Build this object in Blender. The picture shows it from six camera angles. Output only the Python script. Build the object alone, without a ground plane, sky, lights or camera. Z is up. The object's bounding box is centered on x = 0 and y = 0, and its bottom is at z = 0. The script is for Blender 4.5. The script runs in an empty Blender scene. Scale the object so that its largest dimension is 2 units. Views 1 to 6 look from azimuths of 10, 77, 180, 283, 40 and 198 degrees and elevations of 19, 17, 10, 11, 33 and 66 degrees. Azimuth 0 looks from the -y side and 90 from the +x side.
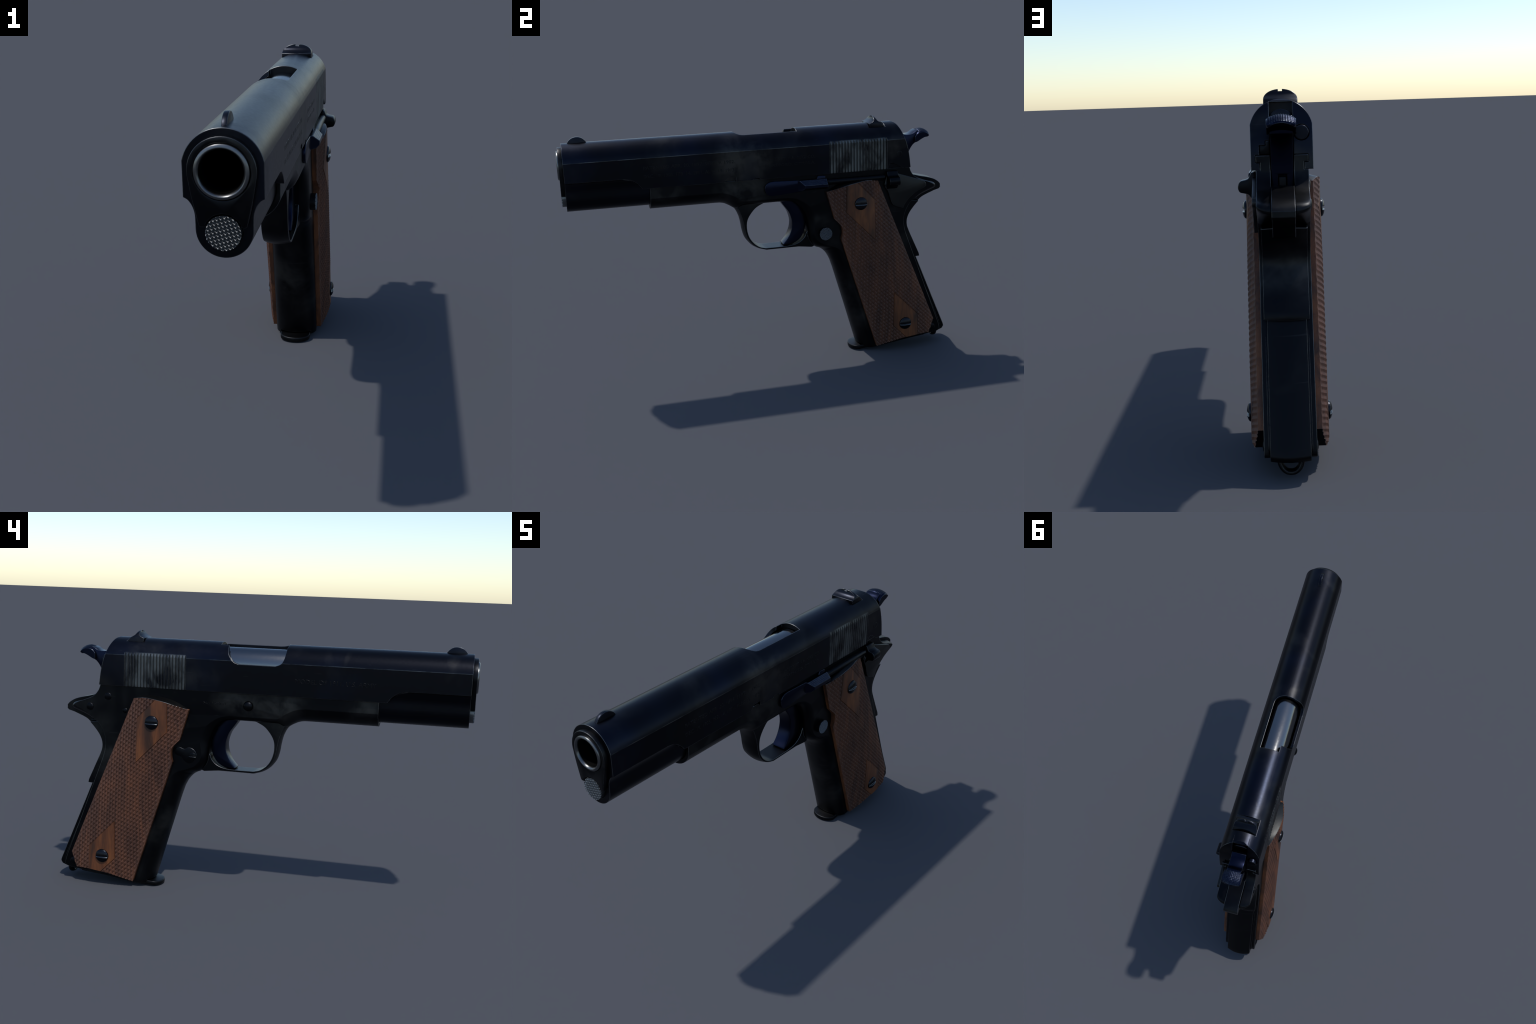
# A blued steel single-action pistol with checkered walnut grips, standing on its magazine lip.
# Frame: y runs along the barrel (muzzle at -y), z up, +x is the pistol's left side. Metres, 2 m long.
import bpy, bmesh, math, random
from mathutils import Vector
from mathutils.geometry import delaunay_2d_cdt

random.seed(7)
XC = -0.002                      # the mid plane of the pistol
scene = bpy.context.scene
COL = scene.collection

# ------------------------------------------------------------------ geometry helpers
def catmull(pts, n=6, closed=False):
    """Smooth curve through control points of any dimension."""
    out, m = [], len(pts)
    rng = m if closed else m - 1
    for i in range(rng):
        p1, p2 = pts[i], pts[(i + 1) % m]
        p0 = pts[(i - 1) % m] if closed or i > 0 else tuple(2 * a - b for a, b in zip(p1, p2))
        p3 = pts[(i + 2) % m] if closed or i + 2 < m else tuple(2 * b - a for a, b in zip(p1, p2))
        for k in range(n):
            t = k / n
            out.append(tuple(0.5 * (2 * b + (c - a) * t + (2 * a - 5 * b + 4 * c - d) * t * t + (3 * b - a - 3 * c + d) * t ** 3)
                             for a, b, c, d in zip(p0, p1, p2, p3)))
    if not closed:
        out.append(tuple(pts[-1]))
    return out

def arc(cy, cz, r, a0, a1, n):
    return [(cy + r * math.cos(math.radians(a0 + (a1 - a0) * i / n)), cz + r * math.sin(math.radians(a0 + (a1 - a0) * i / n))) for i in range(n + 1)]

def mesh_from(bm, name):
    bmesh.ops.recalc_face_normals(bm, faces=bm.faces)
    me = bpy.data.meshes.new(name)
    bm.to_mesh(me)
    bm.free()
    return me

def new_object(name, me, parent=None, mats=()):
    o = bpy.data.objects.new(name, me)
    COL.objects.link(o)
    if parent:
        o.parent = parent
    for m in mats:
        me.materials.append(m)
    return o

def place(axis, u, v, w):
    """(u, v) in the profile plane, w along the extrusion axis."""
    return {"x": (w, u, v), "y": (u, w, v), "z": (u, v, w)}[axis]

def prism(name, pts, axis, a, b):
    """Extrude a closed profile along an axis from a to b (x axis: profile is y,z; y axis: x,z; z axis: x,y)."""
    bm = bmesh.new()
    lo = [bm.verts.new(place(axis, p[0], p[1], a)) for p in pts]
    hi = [bm.verts.new(place(axis, p[0], p[1], b)) for p in pts]
    n = len(pts)
    bm.faces.new(lo)
    bm.faces.new(hi)
    for i in range(n):
        bm.faces.new((lo[i], lo[(i + 1) % n], hi[(i + 1) % n], hi[i]))
    return new_object(name, mesh_from(bm, name))

def box(name, x0, x1, y0, y1, z0, z1):
    return prism(name, [(y0, z0), (y1, z0), (y1, z1), (y0, z1)], "x", x0, x1)

def lathe(name, profile, axis, centre, n=48):
    """Revolve (radius, height) pairs about an axis through the centre."""
    bm = bmesh.new()
    rings = []
    for r, h in profile:
        if r < 1e-6:
            rings.append([bm.verts.new(place(axis, centre[0], centre[1], h))])
        else:
            rings.append([bm.verts.new(place(axis, centre[0] + r * math.cos(2 * math.pi * k / n), centre[1] + r * math.sin(2 * math.pi * k / n), h)) for k in range(n)])
    for A, B in zip(rings, rings[1:]):
        for k in range(n):
            j = (k + 1) % n
            if len(A) == 1 and len(B) > 1:
                bm.faces.new((A[0], B[k], B[j]))
            elif len(B) == 1 and len(A) > 1:
                bm.faces.new((A[k], A[j], B[0]))
            elif len(A) > 1:
                bm.faces.new((A[k], A[j], B[j], B[k]))
    for R, end in ((rings[0], 0), (rings[-1], 1)):
        if len(R) > 1:
            bm.faces.new(R)
    return new_object(name, mesh_from(bm, name))

def domed(name, rows, half, steps=7, shape="ellipse", crease=0.0, square_below=None):
    """Slab symmetric about the mid plane. Each row gives the rim of the flat side (y, z) and the point (y, z)
    and half width where the rounding of the edge ends."""
    bm = bmesh.new()
    n = len(rows)
    rings = []
    for side in (1, -1):
        for k in (range(steps + 1) if side == 1 else range(steps, -1, -1)):
            t = k / steps
            if shape == "ellipse":
                a0 = math.radians(crease)
                a = a0 + t * (math.pi / 2 - a0)
                s, c = (math.sin(a) - math.sin(a0)) / (1 - math.sin(a0)), math.cos(a) / math.cos(a0)
            else:
                c = 1 - t
                s = 1 - c * c
            ring = []
            for fy, fz, ey, ez, ew in rows:
                ss, cc = s, c
                if square_below is not None and fz < square_below and ew < 0.03:
                    ss, cc = s ** 0.92, c ** 0.84
                ring.append(bm.verts.new((XC + side * (ew + (half - ew) * cc), fy + (ey - fy) * ss, fz + (ez - fz) * ss)))
            rings.append(ring)
    bm.faces.new(rings[0])
    bm.faces.new(rings[-1])
    for A, B in zip(rings, rings[1:]):
        for i in range(n):
            j = (i + 1) % n
            bm.faces.new((A[i], A[j], B[j], B[i]))
    bmesh.ops.remove_doubles(bm, verts=bm.verts, dist=1e-5)
    bmesh.ops.dissolve_degenerate(bm, edges=bm.edges, dist=1e-6)
    return new_object(name, mesh_from(bm, name))

def flat_rows(pts):
    return [(y, z, y, z, 0.0) for y, z in pts]

def boolean(o, cutters, op="DIFFERENCE", solver="EXACT"):
    for c in (cutters if isinstance(cutters, (list, tuple)) else [cutters]):
        m = o.modifiers.new("cut", "BOOLEAN")
        m.operation, m.object, m.solver = op, c, solver
        if solver == "EXACT":
            m.use_self = False
    bake(o)
    for c in (cutters if isinstance(cutters, (list, tuple)) else [cutters]):
        bpy.data.objects.remove(c)
    return o

def bake(o):
    bpy.context.view_layer.update()
    dg = bpy.context.evaluated_depsgraph_get()
    me = bpy.data.meshes.new_from_object(o.evaluated_get(dg), preserve_all_data_layers=True, depsgraph=dg)
    me.name = o.data.name
    o.modifiers.clear()
    o.data = me

def join(o, others):
    """Merge loose solids into one mesh."""
    bm = bmesh.new()
    bm.from_mesh(o.data)
    for c in others:
        bm.from_mesh(c.data)
        bpy.data.objects.remove(c)
    bm.to_mesh(o.data)
    bm.free()
    return o

def finish(o, parent, mat, bevel=0.0, seg=2, angle=32, smooth=32, name=None):
    if bevel:
        m = o.modifiers.new("edge", "BEVEL")
        m.width, m.segments, m.limit_method, m.angle_limit = bevel, seg, "ANGLE", math.radians(angle)
        m.use_clamp_overlap = True
        m.miter_outer = "MITER_ARC"
        bake(o)
    me = o.data
    if mat is not None:
        me.materials.clear()
        me.materials.append(mat)
    me.polygons.foreach_set("use_smooth", [True] * len(me.polygons))
    me.set_sharp_from_angle(angle=math.radians(smooth))
    o.parent = parent
    if name:
        o.name = name
    me.name = o.name
    return o

# ------------------------------------------------------------------ material helpers
class Nodes:
    def __init__(self, name):
        self.mat = bpy.data.materials.new(name)
        self.mat.use_nodes = True
        self.t = self.mat.node_tree
        self.bsdf = self.t.nodes["Principled BSDF"]
    def add(self, kind, **kw):
        n = self.t.nodes.new(kind)
        for k, v in kw.items():
            setattr(n, k, v)
        return n
    def put(self, value, socket):
        if hasattr(value, "is_output"):
            self.t.links.new(value, socket)
        else:
            socket.default_value = value
    def math(self, op, a, b=0.0, c=0.0, clamp=False):
        n = self.add("ShaderNodeMath", operation=op, use_clamp=clamp)
        for i, v in enumerate((a, b, c)):
            self.put(v, n.inputs[i])
        return n.outputs[0]
    def coords(self, scale=(1, 1, 1), rot=(0, 0, 0), loc=(0, 0, 0)):
        c = self.add("ShaderNodeTexCoord")
        m = self.add("ShaderNodeMapping")
        m.inputs["Scale"].default_value, m.inputs["Rotation"].default_value, m.inputs["Location"].default_value = scale, rot, loc
        self.t.links.new(c.outputs["Object"], m.inputs["Vector"])
        return m.outputs[0]
    def noise(self, vec, scale, detail=3.0, rough=0.55, distort=0.0):
        n = self.add("ShaderNodeTexNoise")
        self.put(vec, n.inputs["Vector"])
        n.inputs["Scale"].default_value, n.inputs["Detail"].default_value = scale, detail
        n.inputs["Roughness"].default_value, n.inputs["Distortion"].default_value = rough, distort
        return n.outputs["Fac"]
    def ramp(self, fac, stops):
        n = self.add("ShaderNodeValToRGB")
        self.put(fac, n.inputs[0])
        e = n.color_ramp.elements
        while len(e) < len(stops):
            e.new(0.5)
        for el, (p, c) in zip(e, stops):
            el.position = p
            el.color = (c, c, c, 1) if isinstance(c, (int, float)) else (*c, 1)
        return n.outputs[0]
    def mix(self, fac, a, b):
        n = self.add("ShaderNodeMix", data_type="RGBA")
        self.put(fac, n.inputs[0])
        for v, s in ((a, n.inputs[6]), (b, n.inputs[7])):
            self.put((*v, 1) if isinstance(v, tuple) else v, s)
        return n.outputs[2]
    def band(self, v, lo, hi, soft):
        """1 between lo and hi with soft edges."""
        a = self.math("DIVIDE", self.math("SUBTRACT", v, lo), soft, clamp=True)
        b = self.math("DIVIDE", self.math("SUBTRACT", hi, v), soft, clamp=True)
        return self.math("MULTIPLY", a, b)

def steel(name, base, worn, rough=0.34, wear=0.5, edge=(0.21, 0.22, 0.23), edge_amount=1.0, radius=0.0042, metallic=1.0, serrated=False, tint=None, blobs=()):
    N = Nodes(name)
    v = N.coords()
    big = N.noise(v, 2.6, 3, 0.55, 0.6)
    mid = N.noise(N.coords((1, 1, 1), loc=(3.1, 1.7, 0.4)), 9.0, 4, 0.6, 0.3)
    fine = N.noise(v, 90.0, 3, 0.6)
    patch = N.math("MULTIPLY", N.ramp(big, [(0.49, 0.0), (0.72, 1.0)]), N.ramp(mid, [(0.35, 0.15), (0.65, 1.0)]))
    # rubbed places: (y, z, y radius, z radius, side or 0 for both)
    if blobs:
        s0 = N.add("ShaderNodeSeparateXYZ")
        c0 = N.add("ShaderNodeTexCoord")
        N.t.links.new(c0.outputs["Object"], s0.inputs[0])
        for by, bz, ry, rz, side in blobs:
            dy = N.math("DIVIDE", N.math("SUBTRACT", s0.outputs[1], by), ry)
            dz = N.math("DIVIDE", N.math("SUBTRACT", s0.outputs[2], bz), rz)
            d = N.math("ADD", N.math("MULTIPLY", dy, dy), N.math("MULTIPLY", dz, dz))
            m = N.math("SUBTRACT", 1.0, d, clamp=True)
            if side:
                m = N.math("MULTIPLY", m, N.math("GREATER_THAN", N.math("MULTIPLY", s0.outputs[0], float(side)), 0.0))
            m = N.math("MULTIPLY", m, N.ramp(mid, [(0.36, 0.1), (0.60, 1.0)]))
            patch = N.math("MAXIMUM", patch, m)
    patch = N.math("MULTIPLY", patch, wear)
    colour = N.mix(patch, base, worn)
    if tint:
        colour = N.mix(N.ramp(N.noise(N.coords(loc=(7.3, 2.2, 5.0)), 3.4, 2), [(0.45, 0.0), (0.65, 0.8)]), colour, tint)
    # thin scratches: stretched cells seen only where a second noise lets them
    scr = N.add("ShaderNodeTexNoise")
    N.put(N.coords((2.0, 12.0, 95.0), rot=(0.5, 0.0, 0.0)), scr.inputs["Vector"])
    scr.inputs["Scale"].default_value, scr.inputs["Detail"].default_value = 1.0, 1.0
    scratch = N.math("MULTIPLY", N.ramp(scr.outputs["Fac"], [(0.75, 0.0), (0.77, 1.0)]), 0.11)
    colour = N.mix(scratch, colour, (0.075, 0.075, 0.075))
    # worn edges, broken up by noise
    bev = N.add("ShaderNodeBevel", samples=6)
    bev.inputs["Radius"].default_value = radius
    geo = N.add("ShaderNodeNewGeometry")
    dot = N.add("ShaderNodeVectorMath", operation="DOT_PRODUCT")
    N.t.links.new(bev.outputs[0], dot.inputs[0])
    N.t.links.new(geo.outputs["Normal"], dot.inputs[1])
    em = N.ramp(dot.outputs["Value"], [(0.80, 1.0), (0.965, 0.0)])
    em = N.math("MULTIPLY", N.math("MULTIPLY", em, edge_amount), N.ramp(mid, [(0.28, 0.45), (0.58, 1.0)]))
    colour = N.mix(em, colour, edge)
    rgh = N.math("ADD", N.math("MULTIPLY_ADD", fine, 0.10, rough - 0.05), N.math("MULTIPLY", patch, 0.14))
    if serrated:
        s = N.add("ShaderNodeSeparateXYZ")
        c = N.add("ShaderNodeTexCoord")
        N.t.links.new(c.outputs["Object"], s.inputs[0])
        zone = N.math("MULTIPLY", N.band(s.outputs[1], 0.333, 0.637, 0.004), N.band(s.outputs[2], 0.9, 1.158, 0.006))
        ax = N.math("ABSOLUTE", N.math("SUBTRACT", s.outputs[0], XC))
        zone = N.math("MULTIPLY", zone, N.math("DIVIDE", N.math("SUBTRACT", ax, 0.0955), 0.004, clamp=True))
        blot = N.ramp(N.noise(N.coords((0.6, 1.0, 0.55), loc=(0.7, 0.2, 0.0)), 13.0, 3, 0.6, 0.4), [(0.36, 0.0), (0.57, 1.0)])
        zm = N.math("MULTIPLY", zone, blot)
        colour = N.mix(zm, colour, (0.12, 0.128, 0.130))
        rgh = N.math("ADD", rgh, N.math("MULTIPLY", zm, 0.16))
        # rubbed arris where the round top meets the flat sides
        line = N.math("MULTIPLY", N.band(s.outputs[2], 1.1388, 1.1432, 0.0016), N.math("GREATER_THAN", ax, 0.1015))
        line = N.math("MULTIPLY", line, N.ramp(mid, [(0.38, 0.08), (0.66, 0.75)]))
        colour = N.mix(line, colour, (0.10, 0.105, 0.11))
    N.put(colour, N.bsdf.inputs["Base Color"])
    N.put(rgh, N.bsdf.inputs["Roughness"])
    N.bsdf.inputs["Metallic"].default_value = metallic
    bump = N.add("ShaderNodeBump")
    bump.inputs["Strength"].default_value, bump.inputs["Distance"].default_value = 0.05, 0.002
    N.put(fine, bump.inputs["Height"])
    N.t.links.new(bev.outputs[0], bump.inputs["Normal"])
    N.t.links.new(bump.outputs[0], N.bsdf.inputs["Normal"])
    return N.mat

def walnut(name, dark, mid_c, light, rough):
    N = Nodes(name)
    grain = N.coords((9.0, 10.0, 1.6), rot=(math.radians(-17), 0, 0))
    g = N.noise(grain, 2.4, 5, 0.62, 0.7)
    blot = N.noise(N.coords(), 5.5, 2, 0.5)
    f = N.math("ADD", N.math("MULTIPLY", g, 0.72), N.math("MULTIPLY", blot, 0.28))
    colour = N.ramp(f, [(0.36, dark), (0.5, mid_c), (0.62, light)])
    pores = N.ramp(N.noise(N.coords((40.0, 55.0, 5.0), rot=(math.radians(-17), 0, 0)), 4.0, 2), [(0.62, 0.0), (0.72, 0.55)])
    colour = N.mix(pores, colour, dark)
    N.put(colour, N.bsdf.inputs["Base Color"])
    N.bsdf.inputs["Roughness"].default_value = rough
    N.bsdf.inputs["Specular IOR Level"].default_value = 0.35
    bump = N.add("ShaderNodeBump")
    bump.inputs["Strength"].default_value, bump.inputs["Distance"].default_value = 0.15, 0.002
    N.put(g, bump.inputs["Height"])
    N.t.links.new(bump.outputs[0], N.bsdf.inputs["Normal"])
    return N.mat

BLUED = (0.0115, 0.0125, 0.0165)
M_SLIDE = steel("blued_steel_slide", BLUED, (0.060, 0.059, 0.057), 0.33, 0.85, serrated=True, tint=(0.012, 0.015, 0.026), blobs=((-0.15, 1.08, 0.13, 0.16, 1), (-0.05, 1.10, 0.10, 0.12, 1), (0.26, 1.05, 0.10, 0.08, -1)))
M_FRAME = steel("blued_steel_frame", (0.0105, 0.0112, 0.0135), (0.052, 0.053, 0.052), 0.38, 0.9, blobs=((-0.50, 0.965, 0.11, 0.06, 0), (-0.12, 0.94, 0.16, 0.09, 0), (0.05, 0.95, 0.18, 0.08, -1), (0.42, 0.30, 0.06, 0.14, 0)))
M_BLUE = steel("deep_blued_steel", (0.0095, 0.0125, 0.028), (0.02, 0.023, 0.034), 0.3, 0.5, edge=(0.13, 0.15, 0.18))
M_SCREW = steel("screw_steel", (0.020, 0.0215, 0.026), (0.05, 0.052, 0.055), 0.3, 0.6, edge=(0.26, 0.28, 0.30))
M_WORN = steel("worn_blued_steel", (0.032, 0.033, 0.0335), (0.05, 0.05, 0.049), 0.42, 1.0)
M_BRIGHT = steel("polished_steel", (0.150, 0.155, 0.160), (0.12, 0.12, 0.12), 0.155, 0.6, edge=(0.5, 0.5, 0.5), edge_amount=0.2)
M_MUZZLE = steel("worn_muzzle_steel", (0.13, 0.135, 0.14), (0.2, 0.2, 0.2), 0.3, 0.6, edge=(0.3, 0.3, 0.3), edge_amount=0.5)
M_CHECK = steel("checkered_steel", (0.135, 0.142, 0.150), (0.05, 0.052, 0.056), 0.4, 1.0, edge=(0.3, 0.31, 0.32), edge_amount=0.3, radius=0.0008)
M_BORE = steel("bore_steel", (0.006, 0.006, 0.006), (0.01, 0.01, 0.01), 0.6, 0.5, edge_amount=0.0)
M_WOOD = walnut("smooth_walnut", (0.034, 0.015, 0.009), (0.104, 0.036, 0.0145), (0.165, 0.058, 0.020), 0.48)
M_CHECKWOOD = walnut("checkered_walnut", (0.052, 0.0235, 0.016), (0.082, 0.035, 0.0215), (0.118, 0.046, 0.0245), 0.55)
M_MARK = steel("worn_marking", (0.019, 0.0195, 0.021), (0.05, 0.05, 0.05), 0.33, 0.8, edge_amount=0.0)

# ------------------------------------------------------------------ the pistol
pistol = bpy.data.objects.new("pistol", None)
COL.objects.link(pistol)
pistol["label"] = "blued steel semi-automatic service pistol with checkered walnut grips"
pistol["category"] = "pistol"

AX = 1.1185          # height of the barrel axis
# ---- slide -------------------------------------------------------
R_TOP, Z_TOP = 0.1057, 1.1173
SLIDE_F, SLIDE_B = -0.972, 0.800

def arch_section(bottom, half=0.103):
    a0 = math.degrees(math.asin((1.141 - Z_TOP) / R_TOP))
    top = [(XC + x, z) for x, z in arc(0, Z_TOP, R_TOP, a0, 180 - a0, 28)]
    top[0], top[-1] = (XC + half, 1.141), (XC - half, 1.141)
    return top + [(XC - half, bottom), (XC + half, bottom)]

slide = prism("slide", arch_section(0.993), "y", SLIDE_F, SLIDE_B)
# side outline: scallop under the front, curved rear
scallop = [(-0.990, 1.048), (-0.700, 1.048)] + catmull([(-0.700, 1.048), (-0.664, 1.041), (-0.640, 1.027), (-0.622, 1.010), (-0.609, 0.993)], 5)[1:] + [(-0.609, 0.95), (-0.990, 0.95)]
rear = catmull([(0.688, 1.2235), (0.704, 1.214), (0.717, 1.189), (0.731, 1.152), (0.746, 1.108), (0.757, 1.060), (0.766, 0.990)], 5)
rear_cut = [(0.65, 1.2239), (0.688, 1.2239)] + rear[1:] + [(0.766, 0.95), (0.90, 0.95), (0.90, 1.30), (0.65, 1.30)]
cuts = [prism("c", scallop, "x", -0.2, 0.2), prism("c", rear_cut, "x", -0.2, 0.2)]
boolean(slide, cuts)
# recoil spring housing below the front: narrow tunnel with concave flanks
flank = catmull([(0.103, 1.0475), (0.092, 1.041), (0.083, 1.029), (0.077, 1.014), (0.0745, 0.998), (0.074, 0.966)], 4)
under = [(x, z) for x, z in arc(0, 0.966, 0.074, 0, -180, 32)]
hs = [(0.1028, 1.06)] + flank + under[1:-1] + [(-x, z) for x, z in reversed(flank)] + [(-0.1028, 1.06)]
housing = prism("h", [(XC + x, z) for x, z in hs], "y", SLIDE_F + 0.0001, -0.45)
trim = prism("t", [(-0.699, 1.2), (-0.699, 1.046), (-0.660, 1.036), (-0.60, 0.990), (-0.60, 0.9925), (-0.2, 0.9925), (-0.2, 1.2)], "x", -0.2, 0.2)
boolean(housing, trim)
boolean(slide, housing, "UNION")
# hollow: spring tunnel, barrel bore, chamber cavity, hammer slot and rail slots at the rear
cuts = [
    lathe("c", [(0.0735, -1.2), (0.0735, -0.2)], "y", (XC, AX), 40),
    lathe("c", [(0.089, -0.24), (0.089, 0.176)], "y", (XC, AX), 48),
    lathe("c", [(0.0475, -1.2), (0.0475, -0.40)], "y", (XC, 0.962), 40),
    prism("c", [(XC + x, z) for x, z in ((-0.0395, 0.9), (0.0395, 0.9), (0.0395, 1.214), (-0.0395, 1.214))], "y", 0.665, 0.9),
    prism("c", [(XC + x, z) for x, z in ((-0.074, 0.9), (0.074, 0.9), (0.074, 1.0165), (0.0885, 1.0165), (0.0885, 1.0425), (-0.0885, 1.0425), (-0.0885, 1.0165), (-0.074, 1.0165))], "y", 0.45, 0.9),
]
boolean(slide, cuts)
# ejection port: open across the top, deeper on the right
port_top = [(0.047, 0.176), (-0.052, 0.176), (-0.052, -0.1405)] + catmull([(-0.02, -0.1405), (0.002, -0.140), (0.030, -0.128), (0.044, -0.110), (0.0475, -0.09)], 4)
cuts = [prism("c", port_top, "z", 1.13, 1.30),
        prism("c", [(-0.139, 1.30)] + catmull([(-0.139, 1.19), (-0.135, 1.163), (-0.122, 1.139), (-0.095, 1.127)], 4) + catmull([(0.080, 1.127), (0.104, 1.137), (0.120, 1.156), (0.132, 1.180), (0.137, 1.207)], 4) + [(0.14, 1.30)], "x", -0.2, -0.0505)]
boolean(slide, cuts)
# notches on the left lower edge
cuts = [prism("c", [(-0.214, 0.985), (-0.194, 1.014), (-0.150, 1.014), (-0.150, 0.985)], "x", 0.082, 0.2),
        prism("c", [(-0.072, 0.985), (-0.062, 0.997), (-0.054, 1.0015), (-0.036, 1.0015), (-0.028, 0.997), (-0.020, 0.985)], "x", 0.082, 0.2),
        prism("c", [(0.637, 0.985), (0.648, 1.014), (0.656, 1.023), (0.666, 1.025), (0.680, 1.019), (0.720, 0.994), (0.730, 0.985)], "x", 0.086, 0.2)]
boolean(slide, cuts)
# grasping grooves, nineteen ridges a side
PITCH = 0.01575
for side in (1, -1):
    tool = None
    for i in range(20):
        y = 0.3345 + i * PITCH
        xo, xi = XC + side * 0.125, XC + side * 0.0975
        g = prism("c", [(xo, y - 0.0115), (xi + side * 0.0006, y - 0.0017), (xi, y), (xi + side * 0.0006, y + 0.0017), (xo, y + 0.0115)], "z", 0.98, 1.152)
        tool = g if tool is None else join(tool, [g])
    boolean(slide, tool)
finish(slide, pistol, M_SLIDE, 0.0, smooth=11)

# sights
front_sight = prism("front_sight", arc(-0.897, 1.199, 0.0515, 0, 180, 24), "x", XC - 0.0075, XC + 0.0075)
finish(front_sight, slide, M_SLIDE, 0.0015)
rs = [(0.560, 1.196), (0.560, 1.2225)] + catmull([(0.562, 1.2235), (0.573, 1.2285), (0.5825, 1.237), (0.5860, 1.247), (0.5870, 1.2575)], 4) + catmull([(0.5920, 1.2575), (0.5965, 1.248), (0.603, 1.236), (0.622, 1.2235)], 4) + [(0.637, 1.207), (0.634, 1.196)]
rear_sight = prism("rear_sight", rs, "x", XC - 0.0585, XC + 0.0585)
cap = [(XC + 0.0585 * math.cos(math.radians(a)), 1.2215 + 0.0355 * math.sin(math.radians(a)) ** 0.92) for a in range(0, 181, 6)] + [(XC - 0.0585, 1.18), (XC + 0.0585, 1.18)]
boolean(rear_sight, prism("c", cap, "y", 0.4, 0.8), "INTERSECT")
boolean(rear_sight, box("c", XC - 0.0068, XC + 0.0068, 0.4, 0.8, 1.2495, 1.3))
finish(rear_sight, slide, M_SLIDE, 0.001)
boolean(slide, prism("c", [(0.5565, 1.26), (0.5565, 1.2075), (0.553, 1.2035), (0.6435, 1.2035), (0.640, 1.2075), (0.640, 1.26)], "x", -0.2, 0.2))
# breech parts seen from behind
firing_pin_stop = prism("firing_pin_stop", [(XC - 0.0392, 0.985), (XC + 0.0392, 0.985), (XC + 0.0392, 1.172)] + [(XC + x, 1.172 + 0.018 * (1 - (x / 0.0392) ** 2)) for x in (0.026, 0.013, 0, -0.013, -0.026)] + [(XC - 0.0392, 1.172)], "y", 0.672, 0.706)
finish(firing_pin_stop, slide, M_SLIDE, 0.0015)
extractor = lathe("extractor", [(0.0245, 0.60), (0.0245, 0.7515), (0.0225, 0.7535), (0.0, 0.754)], "y", (XC - 0.066, 1.1125), 32)
boolean(slide, lathe("c", [(0.0268, 0.70), (0.0268, 0.9)], "y", (XC - 0.066, 1.1125), 32))
boolean(extractor, box("c", XC - 0.041, XC + 0.02, 0.5, 0.9, 1.0, 1.2))
finish(extractor, slide, M_SLIDE)
ejector = prism("ejector", [(XC + x, z) for x, z in ((0.040, 1.044), (0.0725, 1.044), (0.0725, 1.072), (0.0525, 1.072), (0.0525, 1.087), (0.040, 1.087))], "y", 0.60, 0.753)
boolean(slide, prism("c", [(XC + x, z) for x, z in ((0.030, 1.035), (0.0745, 1.035), (0.0745, 1.074), (0.0545, 1.074), (0.0545, 1.089), (0.030, 1.089))], "y", 0.66, 0.9))
finish(ejector, pistol, M_FRAME, 0.001)
finish(slide, pistol, M_SLIDE, 0.0, smooth=11)

# ---- barrel, bushing, plug ----------------------------------------
barrel = lathe("barrel", [(0.0555, -0.55), (0.0555, -0.990), (0.0575, -0.9965), (0.0615, -1.0), (0.0655, -0.9995), (0.0695, -0.9965), (0.071, -0.991), (0.071, -0.26), (0.081, -0.235), (0.081, 0.1715), (0.0, 0.1715)], "y", (XC, AX), 72)
finish(barrel, pistol, M_BRIGHT)
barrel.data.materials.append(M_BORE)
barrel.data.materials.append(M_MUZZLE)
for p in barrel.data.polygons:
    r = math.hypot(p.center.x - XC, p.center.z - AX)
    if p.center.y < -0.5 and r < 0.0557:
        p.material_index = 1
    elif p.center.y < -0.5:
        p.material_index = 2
bore_floor = lathe("bore_plug", [(0.0, -0.56), (0.0556, -0.56), (0.0556, -0.5505), (0.0, -0.5505)], "y", (XC, AX), 40)  # added near-black disc that closes off the barrel inside
finish(bore_floor, barrel, M_BORE)

ring = [(0.0875 * math.cos(math.radians(a)), AX + 0.0875 * math.sin(math.radians(a))) for a in range(-14, 195, 8)]
skirt_l = catmull([ring[-1], (-0.077, 1.05), (-0.0615, 0.981)], 3)[1:]
notch = [(x, z) for x, z in arc(0, 0.962, 0.0500, 152, 28, 14)]
skirt_r = [(-x, z) for x, z in reversed(skirt_l)]
bush = ring + skirt_l + [(-0.0575, 0.977), (-0.0475, 0.977)] + [p for p in notch if p[1] > 0.977] + [(0.0475, 0.977), (0.0575, 0.977)] + skirt_r
bushing = prism("barrel_bushing", [(XC + x, z) for x, z in bush], "y", -0.9925, -0.965)
boolean(bushing, lathe("c", [(0.0718, -1.1), (0.0718, -0.9)], "y", (XC, AX), 64))
finish(bushing, pistol, M_FRAME, 0.0025)

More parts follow.
